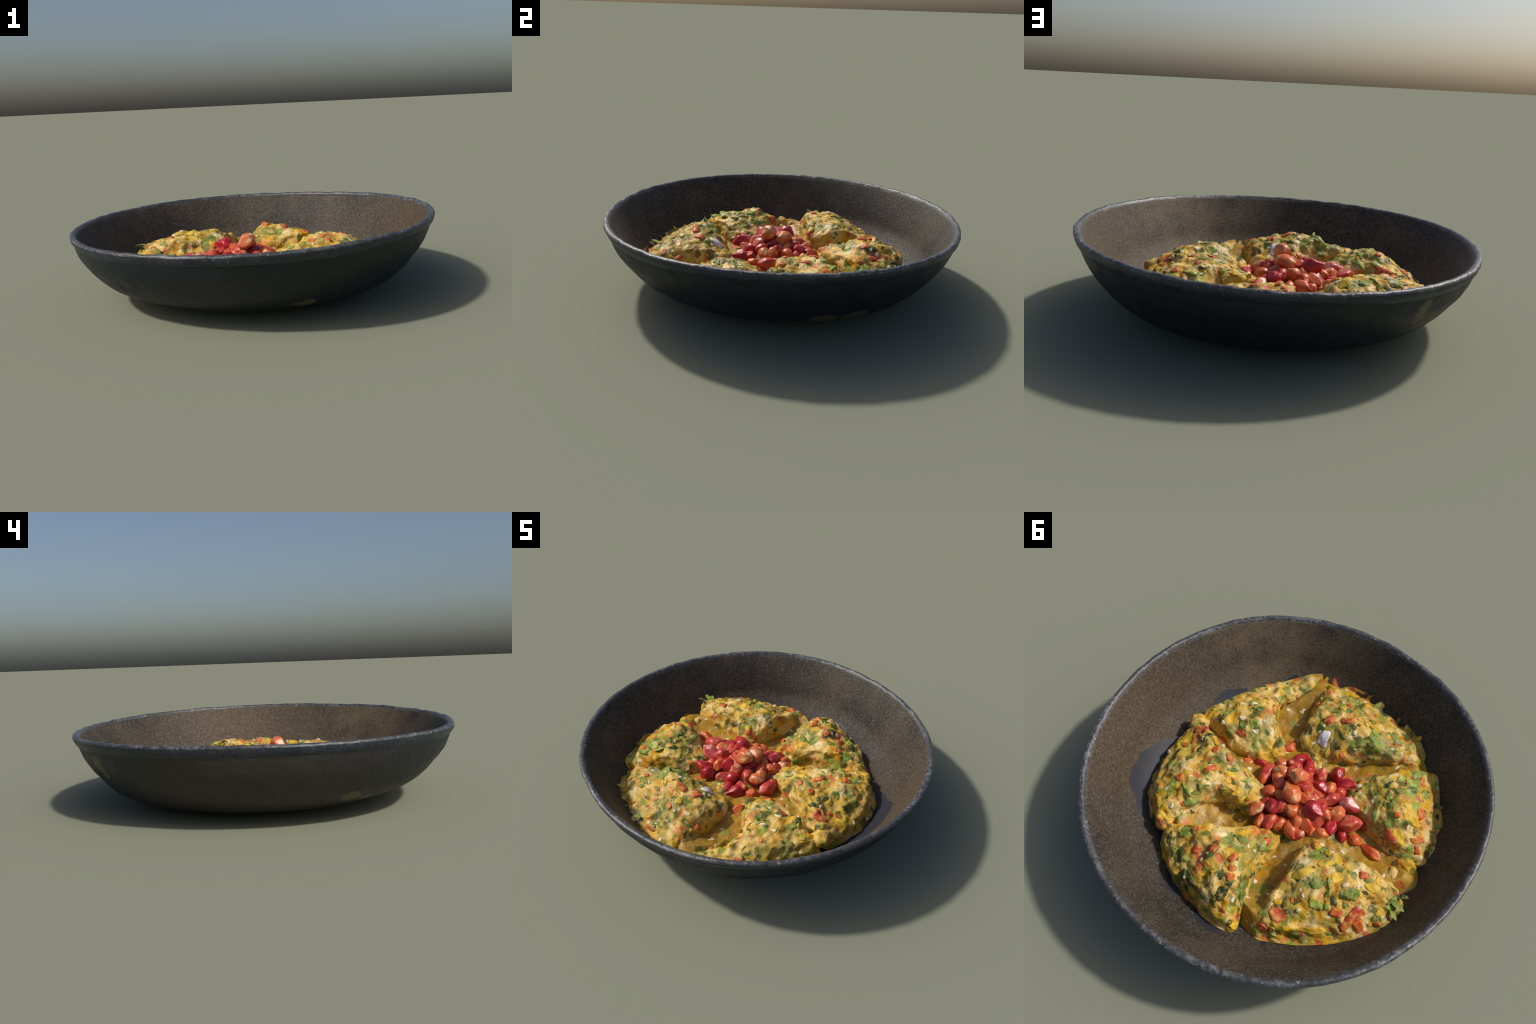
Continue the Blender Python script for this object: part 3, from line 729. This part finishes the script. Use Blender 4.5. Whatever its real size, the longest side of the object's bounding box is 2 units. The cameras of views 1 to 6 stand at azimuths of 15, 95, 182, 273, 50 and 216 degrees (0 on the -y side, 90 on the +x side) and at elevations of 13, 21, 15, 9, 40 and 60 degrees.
# larger pieces that stand out, wedge by wedge: x, y, z, length, width, heading, sort
SORTS = {
    "herb": ("herb_flake", M_HERB, "leaf", 0.0045), "dark": ("dark_herb_flake", M_DARKHERB, "leaf", 0.004), "lime": ("lime_herb_flake", M_LIME, "leaf", 0.006),
    "red": ("red_pepper_bit", M_REDPEP, "dice", 0.007), "yellow": ("yellow_pepper_bit", M_YELLOW, "round", 0.004), "white": ("curd_bit", M_WHITE, "round", 0.006), "onion": ("onion_bit", M_ONION, "dice", 0.003),
}
STANDOUT = [
    [
        (0.394, 0.310, 0.240, 0.082, 0.027, 156, 'lime'), (0.347, 0.350, 0.209, 0.068, 0.055, 216, 'lime'), (0.344, 0.286, 0.241, 0.082, 0.023, 241, 'herb'),
        (0.284, 0.081, 0.243, 0.068, 0.025, 221, 'herb'), (0.198, 0.074, 0.213, 0.055, 0.027, 226, 'lime'), (0.236, 0.135, 0.232, 0.041, 0.027, 216, 'herb'),
        (0.504, 0.082, 0.241, 0.050, 0.032, 276, 'dark'), (0.508, -0.012, 0.250, 0.059, 0.030, 216, 'dark'), (0.487, 0.037, 0.245, 0.046, 0.027, 296, 'dark'),
        (0.423, 0.046, 0.256, 0.036, 0.030, 236, 'red'), (0.332, 0.041, 0.263, 0.048, 0.032, 146, 'red'), (0.581, -0.016, 0.232, 0.087, 0.041, 206, 'red'),
        (0.473, 0.279, 0.249, 0.043, 0.036, 236, 'red'), (0.373, 0.151, 0.249, 0.068, 0.027, 246, 'red'), (0.543, 0.094, 0.239, 0.043, 0.034, 276, 'yellow'),
        (0.272, 0.103, 0.241, 0.059, 0.034, 206, 'yellow'), (0.164, 0.178, 0.185, 0.096, 0.039, 236, 'yellow'), (0.601, 0.147, 0.206, 0.036, 0.030, 216, 'dark'),
        (0.116, 0.016, 0.151, 0.059, 0.041, 216, 'white'), (0.237, 0.219, 0.231, 0.036, 0.027, 216, 'lime')],
    [
        (0.268, 0.483, 0.196, 0.076, 0.063, 216, 'lime'), (0.226, 0.447, 0.228, 0.046, 0.022, 216, 'red'), (0.080, 0.481, 0.263, 0.044, 0.037, 276, 'red'),
        (-0.030, 0.465, 0.261, 0.054, 0.032, 256, 'red'), (0.156, 0.530, 0.227, 0.041, 0.037, 216, 'red'), (0.106, 0.554, 0.227, 0.027, 0.024, 216, 'white'),
        (-0.081, 0.619, 0.217, 0.115, 0.054, 276, 'dark'), (-0.032, 0.562, 0.255, 0.054, 0.032, 296, 'dark'), (-0.170, 0.547, 0.190, 0.127, 0.044, 161, 'herb'),
        (-0.129, 0.312, 0.181, 0.078, 0.044, 276, 'herb'), (0.010, 0.353, 0.216, 0.078, 0.044, 186, 'herb'), (-0.090, 0.323, 0.195, 0.044, 0.032, 216, 'lime'),
        (-0.094, 0.274, 0.190, 0.041, 0.029, 296, 'red'), (-0.065, 0.546, 0.249, 0.041, 0.039, 216, 'red'), (-0.058, 0.509, 0.259, 0.037, 0.029, 216, 'red'),
        (-0.089, 0.556, 0.246, 0.037, 0.027, 216, 'herb'), (-0.206, 0.439, 0.169, 0.044, 0.039, 216, 'dark'), (-0.005, 0.673, 0.173, 0.059, 0.029, 176, 'herb'),
        (0.082, 0.653, 0.180, 0.098, 0.029, 146, 'dark'), (0.324, 0.546, 0.167, 0.073, 0.032, 276, 'dark'), (0.266, 0.588, 0.182, 0.046, 0.037, 216, 'lime'),
        (0.170, 0.589, 0.201, 0.029, 0.027, 216, 'lime'), (0.148, 0.655, 0.171, 0.054, 0.041, 276, 'dark'), (-0.222, 0.634, 0.090, 0.061, 0.032, 206, 'herb'),
        (-0.222, 0.677, 0.095, 0.056, 0.046, 216, 'yellow'), (-0.119, 0.696, 0.139, 0.073, 0.034, 216, 'yellow')],
    [
        (-0.337, 0.537, 0.176, 0.080, 0.066, 166, 'red'), (-0.305, 0.608, 0.121, 0.051, 0.037, 146, 'red'), (-0.289, 0.154, 0.196, 0.037, 0.029, 216, 'red'),
        (-0.349, 0.202, 0.252, 0.076, 0.032, 216, 'herb'), (-0.402, 0.127, 0.203, 0.061, 0.024, 191, 'dark'), (-0.376, 0.148, 0.224, 0.032, 0.022, 216, 'white'),
        (-0.390, 0.231, 0.273, 0.076, 0.032, 216, 'yellow'), (-0.330, 0.332, 0.256, 0.110, 0.046, 236, 'yellow'), (-0.476, 0.245, 0.263, 0.063, 0.059, 276, 'yellow'),
        (-0.570, 0.164, 0.242, 0.046, 0.037, 206, 'red'), (-0.416, 0.328, 0.246, 0.076, 0.063, 216, 'herb'), (-0.461, 0.296, 0.273, 0.051, 0.020, 306, 'lime'),
        (-0.573, 0.276, 0.248, 0.105, 0.063, 216, 'herb'), (-0.543, 0.302, 0.244, 0.061, 0.041, 166, 'dark'), (-0.462, 0.407, 0.216, 0.076, 0.054, 186, 'lime'),
        (-0.510, 0.384, 0.213, 0.034, 0.029, 276, 'lime'), (-0.378, 0.449, 0.208, 0.041, 0.032, 216, 'dark'), (-0.481, 0.346, 0.253, 0.051, 0.024, 256, 'lime'),
        (-0.527, 0.265, 0.264, 0.027, 0.024, 216, 'white'), (-0.411, 0.472, 0.198, 0.022, 0.020, 216, 'white'), (-0.633, 0.186, 0.225, 0.085, 0.041, 186, 'yellow'),
        (-0.745, 0.160, 0.185, 0.090, 0.046, 241, 'herb'), (-0.753, 0.196, 0.174, 0.076, 0.032, 216, 'lime'), (-0.558, 0.383, 0.207, 0.056, 0.039, 196, 'red'),
        (-0.630, 0.360, 0.186, 0.134, 0.051, 276, 'red'), (-0.673, 0.354, 0.151, 0.066, 0.044, 156, 'red'), (-0.728, 0.280, 0.138, 0.032, 0.027, 256, 'red'),
        (-0.601, 0.171, 0.243, 0.051, 0.022, 216, 'herb'), (-0.508, 0.497, 0.145, 0.124, 0.037, 221, 'yellow')],
    [
        (-0.490, -0.480, 0.202, 0.075, 0.050, 256, 'lime'), (-0.493, -0.405, 0.219, 0.080, 0.055, 196, 'lime'), (-0.442, -0.268, 0.232, 0.052, 0.036, 286, 'lime'),
        (-0.469, -0.228, 0.247, 0.041, 0.034, 276, 'dark'), (-0.468, -0.326, 0.241, 0.057, 0.041, 186, 'herb'), (-0.352, -0.242, 0.198, 0.052, 0.030, 296, 'herb'),
        (-0.402, -0.327, 0.223, 0.064, 0.030, 246, 'dark'), (-0.529, -0.461, 0.196, 0.057, 0.030, 136, 'red'), (-0.554, -0.269, 0.243, 0.061, 0.041, 171, 'yellow'),
        (-0.276, -0.206, 0.163, 0.052, 0.020, 216, 'herb'), (-0.432, -0.155, 0.205, 0.071, 0.027, 301, 'lime'), (-0.586, -0.243, 0.226, 0.115, 0.066, 166, 'yellow'),
        (-0.533, -0.192, 0.260, 0.032, 0.027, 216, 'red'), (-0.616, -0.295, 0.201, 0.056, 0.044, 166, 'red'), (-0.471, -0.225, 0.246, 0.041, 0.037, 216, 'herb'),
        (-0.552, -0.099, 0.196, 0.090, 0.049, 156, 'red'), (-0.590, -0.125, 0.202, 0.098, 0.046, 151, 'yellow'), (-0.670, -0.175, 0.173, 0.071, 0.032, 216, 'red'),
        (-0.695, -0.139, 0.156, 0.051, 0.032, 146, 'red'), (-0.693, -0.100, 0.119, 0.066, 0.032, 176, 'herb'), (-0.696, -0.069, 0.058, 0.032, 0.029, 216, 'white')],
    [
        (0.027, -0.369, 0.210, 0.087, 0.057, 276, 'onion'), (0.023, -0.624, 0.223, 0.043, 0.027, 161, 'red'), (-0.025, -0.508, 0.270, 0.066, 0.039, 191, 'red'),
        (0.055, -0.469, 0.247, 0.061, 0.046, 256, 'red'), (-0.107, -0.356, 0.185, 0.039, 0.030, 146, 'red'), (0.201, -0.560, 0.163, 0.039, 0.027, 216, 'red'),
        (0.212, -0.764, 0.134, 0.048, 0.025, 146, 'red'), (0.041, -0.759, 0.145, 0.048, 0.018, 191, 'red'), (0.051, -0.723, 0.167, 0.064, 0.016, 176, 'herb'),
        (0.060, -0.535, 0.258, 0.075, 0.015, 211, 'herb'), (-0.035, -0.666, 0.199, 0.064, 0.016, 176, 'herb'), (-0.130, -0.608, 0.238, 0.046, 0.025, 181, 'herb'),
        (-0.185, -0.544, 0.252, 0.084, 0.034, 171, 'lime'), (-0.283, -0.609, 0.192, 0.107, 0.043, 176, 'herb'), (-0.230, -0.483, 0.247, 0.107, 0.059, 181, 'lime'),
        (-0.203, -0.454, 0.258, 0.036, 0.030, 186, 'dark'), (-0.032, -0.725, 0.157, 0.046, 0.039, 216, 'yellow'), (-0.028, -0.331, 0.169, 0.055, 0.030, 296, 'yellow'),
        (-0.062, -0.369, 0.207, 0.039, 0.027, 266, 'dark'), (-0.059, -0.427, 0.244, 0.043, 0.027, 156, 'herb'), (-0.301, -0.572, 0.193, 0.030, 0.025, 216, 'red'),
        (-0.191, -0.729, 0.141, 0.030, 0.020, 216, 'red'), (-0.104, -0.462, 0.273, 0.020, 0.020, 216, 'white'), (0.065, -0.426, 0.233, 0.020, 0.020, 216, 'white')],
    [
        (0.538, -0.198, 0.227, 0.100, 0.034, 236, 'herb'), (0.537, -0.142, 0.224, 0.059, 0.050, 276, 'dark'), (0.405, -0.304, 0.244, 0.077, 0.039, 201, 'herb'),
        (0.373, -0.229, 0.215, 0.068, 0.055, 156, 'lime'), (0.427, -0.181, 0.207, 0.064, 0.041, 146, 'herb'), (0.416, -0.149, 0.186, 0.043, 0.036, 186, 'red'),
        (0.450, -0.211, 0.224, 0.039, 0.025, 216, 'white'), (0.348, -0.195, 0.191, 0.039, 0.025, 196, 'white'), (0.510, -0.287, 0.219, 0.032, 0.020, 216, 'white'),
        (0.456, -0.313, 0.238, 0.036, 0.020, 216, 'white'), (0.346, -0.379, 0.194, 0.052, 0.027, 156, 'red'), (0.510, -0.522, 0.142, 0.048, 0.034, 226, 'red'),
        (0.403, -0.514, 0.167, 0.050, 0.043, 216, 'yellow'), (0.366, -0.473, 0.174, 0.043, 0.041, 216, 'lime')],
]
for i, rows in enumerate(STANDOUT):
    for x, y, z, L, Wd, yaw, sort in rows:
        name, mat, kind, lift = SORTS[sort]
        p, n, _, _ = TREES[i].find_nearest(Vector((x, y, z)))
        V, F = bedded_piece(TREES[i], p, n, L, Wd, math.radians(yaw), kind, lift, x * 50 + y * 31)
        mesh_object(name, V, F, mat, wedges[i])


def curled_leaf(wedge, root, heading, pitch, length, width, curl, mat):
    """a loose leaf tip standing out of the batter"""
    n, k = 14, 7
    u = Vector((math.cos(heading), math.sin(heading), 0))
    side = Vector((-u.y, u.x, 0))
    V, F = [], []
    p, a = Vector(root), pitch
    spine = []
    for i in range(n):
        spine.append((p.copy(), a))
        p = p + (u * math.cos(a) + Vector((0, 0, 1)) * math.sin(a)) * (length / (n - 1))
        a += curl / (n - 1)
    for sgn in (1, -1):
        for i, (q, a) in enumerate(spine):
            t = i / (n - 1)
            w = width * 0.5 * (math.sin(math.pi * (0.12 + 0.86 * t)) ** 0.8) * (1 + 0.12 * math.sin(9 * t + length * 300))
            up = Vector((0, 0, 1)) * math.cos(a) - u * math.sin(a)
            for j in range(k):
                c = -1 + 2 * j / (k - 1)
                V.append(q + side * (w * c) + up * (0.25 * w * c * c + sgn * 0.0015 * (1 - c * c)))
    for sgn in (0, 1):
        o = sgn * n * k
        for i in range(n - 1):
            for j in range(k - 1):
                f = (o + i * k + j, o + i * k + j + 1, o + (i + 1) * k + j + 1, o + (i + 1) * k + j)
                F.append(f if sgn == 0 else f[::-1])
    mesh_object("leaf_tip", V, F, mat, wedge)


R_ = math.radians
curled_leaf(wedges[3], (-0.44, -0.44, 0.195), R_(222), 0.35, 0.105, 0.05, -0.5, M_HERB)
curled_leaf(wedges[3], (-0.48, -0.435, 0.21), R_(150), 0.6, 0.075, 0.06, -1.0, M_LIME)
curled_leaf(wedges[3], (-0.46, -0.42, 0.21), R_(60), 0.7, 0.06, 0.05, -1.0, M_LIME)
curled_leaf(wedges[2], (-0.73, 0.17, 0.19), R_(170), 0.2, 0.08, 0.03, -0.4, M_HERB)
curled_leaf(wedges[2], (-0.74, 0.14, 0.185), R_(205), 0.5, 0.06, 0.025, -0.6, M_DARKHERB)
curled_leaf(wedges[2], (-0.745, 0.20, 0.17), R_(150), 0.1, 0.075, 0.02, -0.3, M_LIME)
curled_leaf(wedges[4], (-0.07, -0.745, 0.145), R_(255), 0.5, 0.06, 0.03, -0.5, M_LIME)
curled_leaf(wedges[0], (0.345, 0.23, 0.245), R_(110), 0.9, 0.055, 0.045, -1.2, M_HERB)

# ------------------------------------------------------------------ pomegranate seeds
heap = empty("pomegranate_seed_heap", (-0.07, -0.05, 0.09), "small heap of glossy red and amber pomegranate seeds", "fruit")
heap_inv = Matrix.Translation((0.07, 0.05, -0.09))


def seed_mesh(name, seed):
    """a pomegranate seed: plump, blunt at one end, pinched at the other, with soft facets"""
    r = random.Random(seed)
    planes = []
    for _ in range(13):
        v = Vector((r.gauss(0, 1), r.gauss(0, 1), r.gauss(0, 1))).normalized()
        planes.append((v, 0.68 + 0.22 * r.random()))
    nu, nv = 36, 26
    V = [(-1.0, 0, 0)]
    for i in range(1, nv):
        a = math.pi * i / nv
        for j in range(nu):
            b = 2 * math.pi * j / nu
            p = Vector((-math.cos(a), math.sin(a) * math.cos(b), math.sin(a) * math.sin(b)))
            k = 1.0
            for v, dd in planes:                      # soft plane cuts
                e = p.dot(v)
                if e > dd:
                    k = min(k, (dd + 0.08 * (e - dd)) / e)
            p = p * k
            taper = 1 - 0.38 * max(0.0, p.x) ** 1.4 + 0.04 * p.x
            V.append((p.x, p.y * taper, p.z * taper))
    V.append((0.97, 0, 0))
    F = [(0, 1 + (j + 1) % nu, 1 + j) for j in range(nu)]
    for i in range(nv - 2):
        for j in range(nu):
            k = (j + 1) % nu
            F.append((1 + i * nu + j, 1 + i * nu + k, 1 + (i + 1) * nu + k, 1 + (i + 1) * nu + j))
    last = len(V) - 1
    F += [(last, last - nu + j, last - nu + (j + 1) % nu) for j in range(nu)]
    me = bpy.data.meshes.new(name)
    me.from_pydata(V, [], F)
    me.polygons.foreach_set("use_smooth", [True] * len(me.polygons))
    me.materials.append(None)
    me.update()
    return me


SEED_SHAPES = [seed_mesh("seed_shape", 30 + k) for k in range(6)]
# x, y, z of the middle, length, width, heading, colour
SEED_LIST = [
    (0.168, -0.272, 0.093, 0.092, 0.058, 241, 'amber'),
    (0.075, -0.212, 0.128, 0.111, 0.072, 251, 'dark'),
    (0.237, -0.099, 0.098, 0.075, 0.066, 276, 'dark'),
    (0.162, -0.058, 0.133, 0.108, 0.085, 286, 'red'),
    (0.092, -0.085, 0.168, 0.090, 0.068, 196, 'pale'),
    (-0.022, -0.077, 0.258, 0.106, 0.081, 226, 'pale'),
    (-0.036, 0.011, 0.222, 0.115, 0.088, 156, 'amber'),
    (-0.063, -0.063, 0.208, 0.085, 0.075, 176, 'red'),
    (-0.120, -0.126, 0.168, 0.102, 0.079, 171, 'dark'),
    (-0.145, -0.262, 0.148, 0.087, 0.072, 286, 'dark'),
    (-0.206, -0.232, 0.138, 0.111, 0.066, 206, 'dark'),
    (-0.137, -0.059, 0.178, 0.074, 0.066, 216, 'red'),
    (-0.208, -0.105, 0.178, 0.090, 0.064, 256, 'red'),
    (-0.292, -0.141, 0.158, 0.106, 0.081, 176, 'pink'),
    (0.003, 0.098, 0.168, 0.102, 0.081, 236, 'dark'),
    (0.077, 0.141, 0.138, 0.102, 0.072, 251, 'pale'),
    (-0.086, 0.071, 0.178, 0.087, 0.075, 186, 'amber'),
    (-0.176, 0.020, 0.213, 0.109, 0.083, 176, 'dark'),
    (-0.231, -0.024, 0.158, 0.066, 0.062, 156, 'amber'),
    (-0.277, -0.064, 0.158, 0.083, 0.075, 266, 'pale'),
    (0.028, 0.183, 0.118, 0.102, 0.062, 291, 'amber'),
    (-0.024, 0.166, 0.133, 0.089, 0.079, 266, 'red'),
    (-0.124, 0.137, 0.133, 0.111, 0.079, 141, 'amber'),
    (-0.179, 0.080, 0.158, 0.098, 0.072, 146, 'amber'),
    (-0.351, -0.055, 0.148, 0.117, 0.081, 221, 'red'),
    (-0.350, 0.005, 0.108, 0.068, 0.057, 296, 'dark'),
    (-0.413, -0.022, 0.088, 0.083, 0.055, 181, 'amber'),
    (-0.518, -0.014, 0.083, 0.115, 0.062, 176, 'amber'),
    (0.302, -0.069, 0.083, 0.083, 0.062, 226, 'amber'),
    (-0.415, -0.120, 0.098, 0.079, 0.057, 176, 'red'),
    (-0.214, 0.087, 0.118, 0.066, 0.057, 186, 'amber'),
]
# seeds that fill the mound between and under those
picked = [(p[0], p[1]) for p in SEED_LIST]
filler = []
while len(filler) < 26:
    a, r = rng.random() * 6.283, math.sqrt(rng.random())
    x, y = -0.07 + 0.27 * r * math.cos(a), -0.03 + 0.21 * r * math.sin(a)
    if min(math.hypot(x - u, y - v) for u, v in picked) > 0.040:
        picked.append((x, y))
        filler.append((x, y, 0.105 + 0.10 * (1 - r * r), 0.078 + 0.02 * rng.random(), 0.062, 360 * rng.random(), ("amber", "red", "amber", "dark", "red")[len(filler) % 5]))
for k, (x, y, z, L, Wd, head, col) in enumerate(SEED_LIST + filler):
    o = bpy.data.objects.new("pomegranate_seed", SEED_SHAPES[k % 6])
    COL.objects.link(o)
    o.parent = heap
    o.matrix_parent_inverse = heap_inv
    o.location = (x, y, z + 0.016)
    o.rotation_euler = (rng.random() * 6.28, (rng.random() - 0.5) * 0.7, math.radians(head))
    o.scale = (L * 0.60, Wd * 0.58, Wd * 0.58 * (0.92 + 0.12 * rng.random()))
    o.material_slots[0].link = "OBJECT"
    o.material_slots[0].material = SEEDS[col]


def build_syrup():
    """red syrup that glues the seeds into a mound"""
    n_t, n_s = 140, 50
    t = np.linspace(0, 2 * np.pi, n_t, endpoint=False)
    s = np.linspace(0, 1, n_s)
    X = -0.075 + s[:, None] * 0.25 * np.cos(t) * (1 + 0.1 * np.sin(3 * t))
    Y = -0.03 + s[:, None] * 0.20 * np.sin(t) * (1 + 0.1 * np.cos(2 * t))
    q = np.c_[X.ravel(), Y.ravel()]
    S = np.repeat(s, n_t)
    z = 0.09 + 0.150 * np.clip(1 - S ** 2, 0, 1) ** 1.2
    P = np.c_[q, z]
    P[:, 2] += (0.03 * fbm(P, 15, 2, 60)) * np.clip(1.2 - S, 0, 1)
    F = [(i * n_t + j, (i + 1) * n_t + j, (i + 1) * n_t + (j + 1) % n_t, i * n_t + (j + 1) % n_t) for i in range(n_s - 1) for j in range(n_t)]
    o = mesh_object("syrup", P, F, M_REDSAUCE, heap)
    o.matrix_parent_inverse = heap_inv
    return o


build_syrup()
bpy.context.view_layer.update()
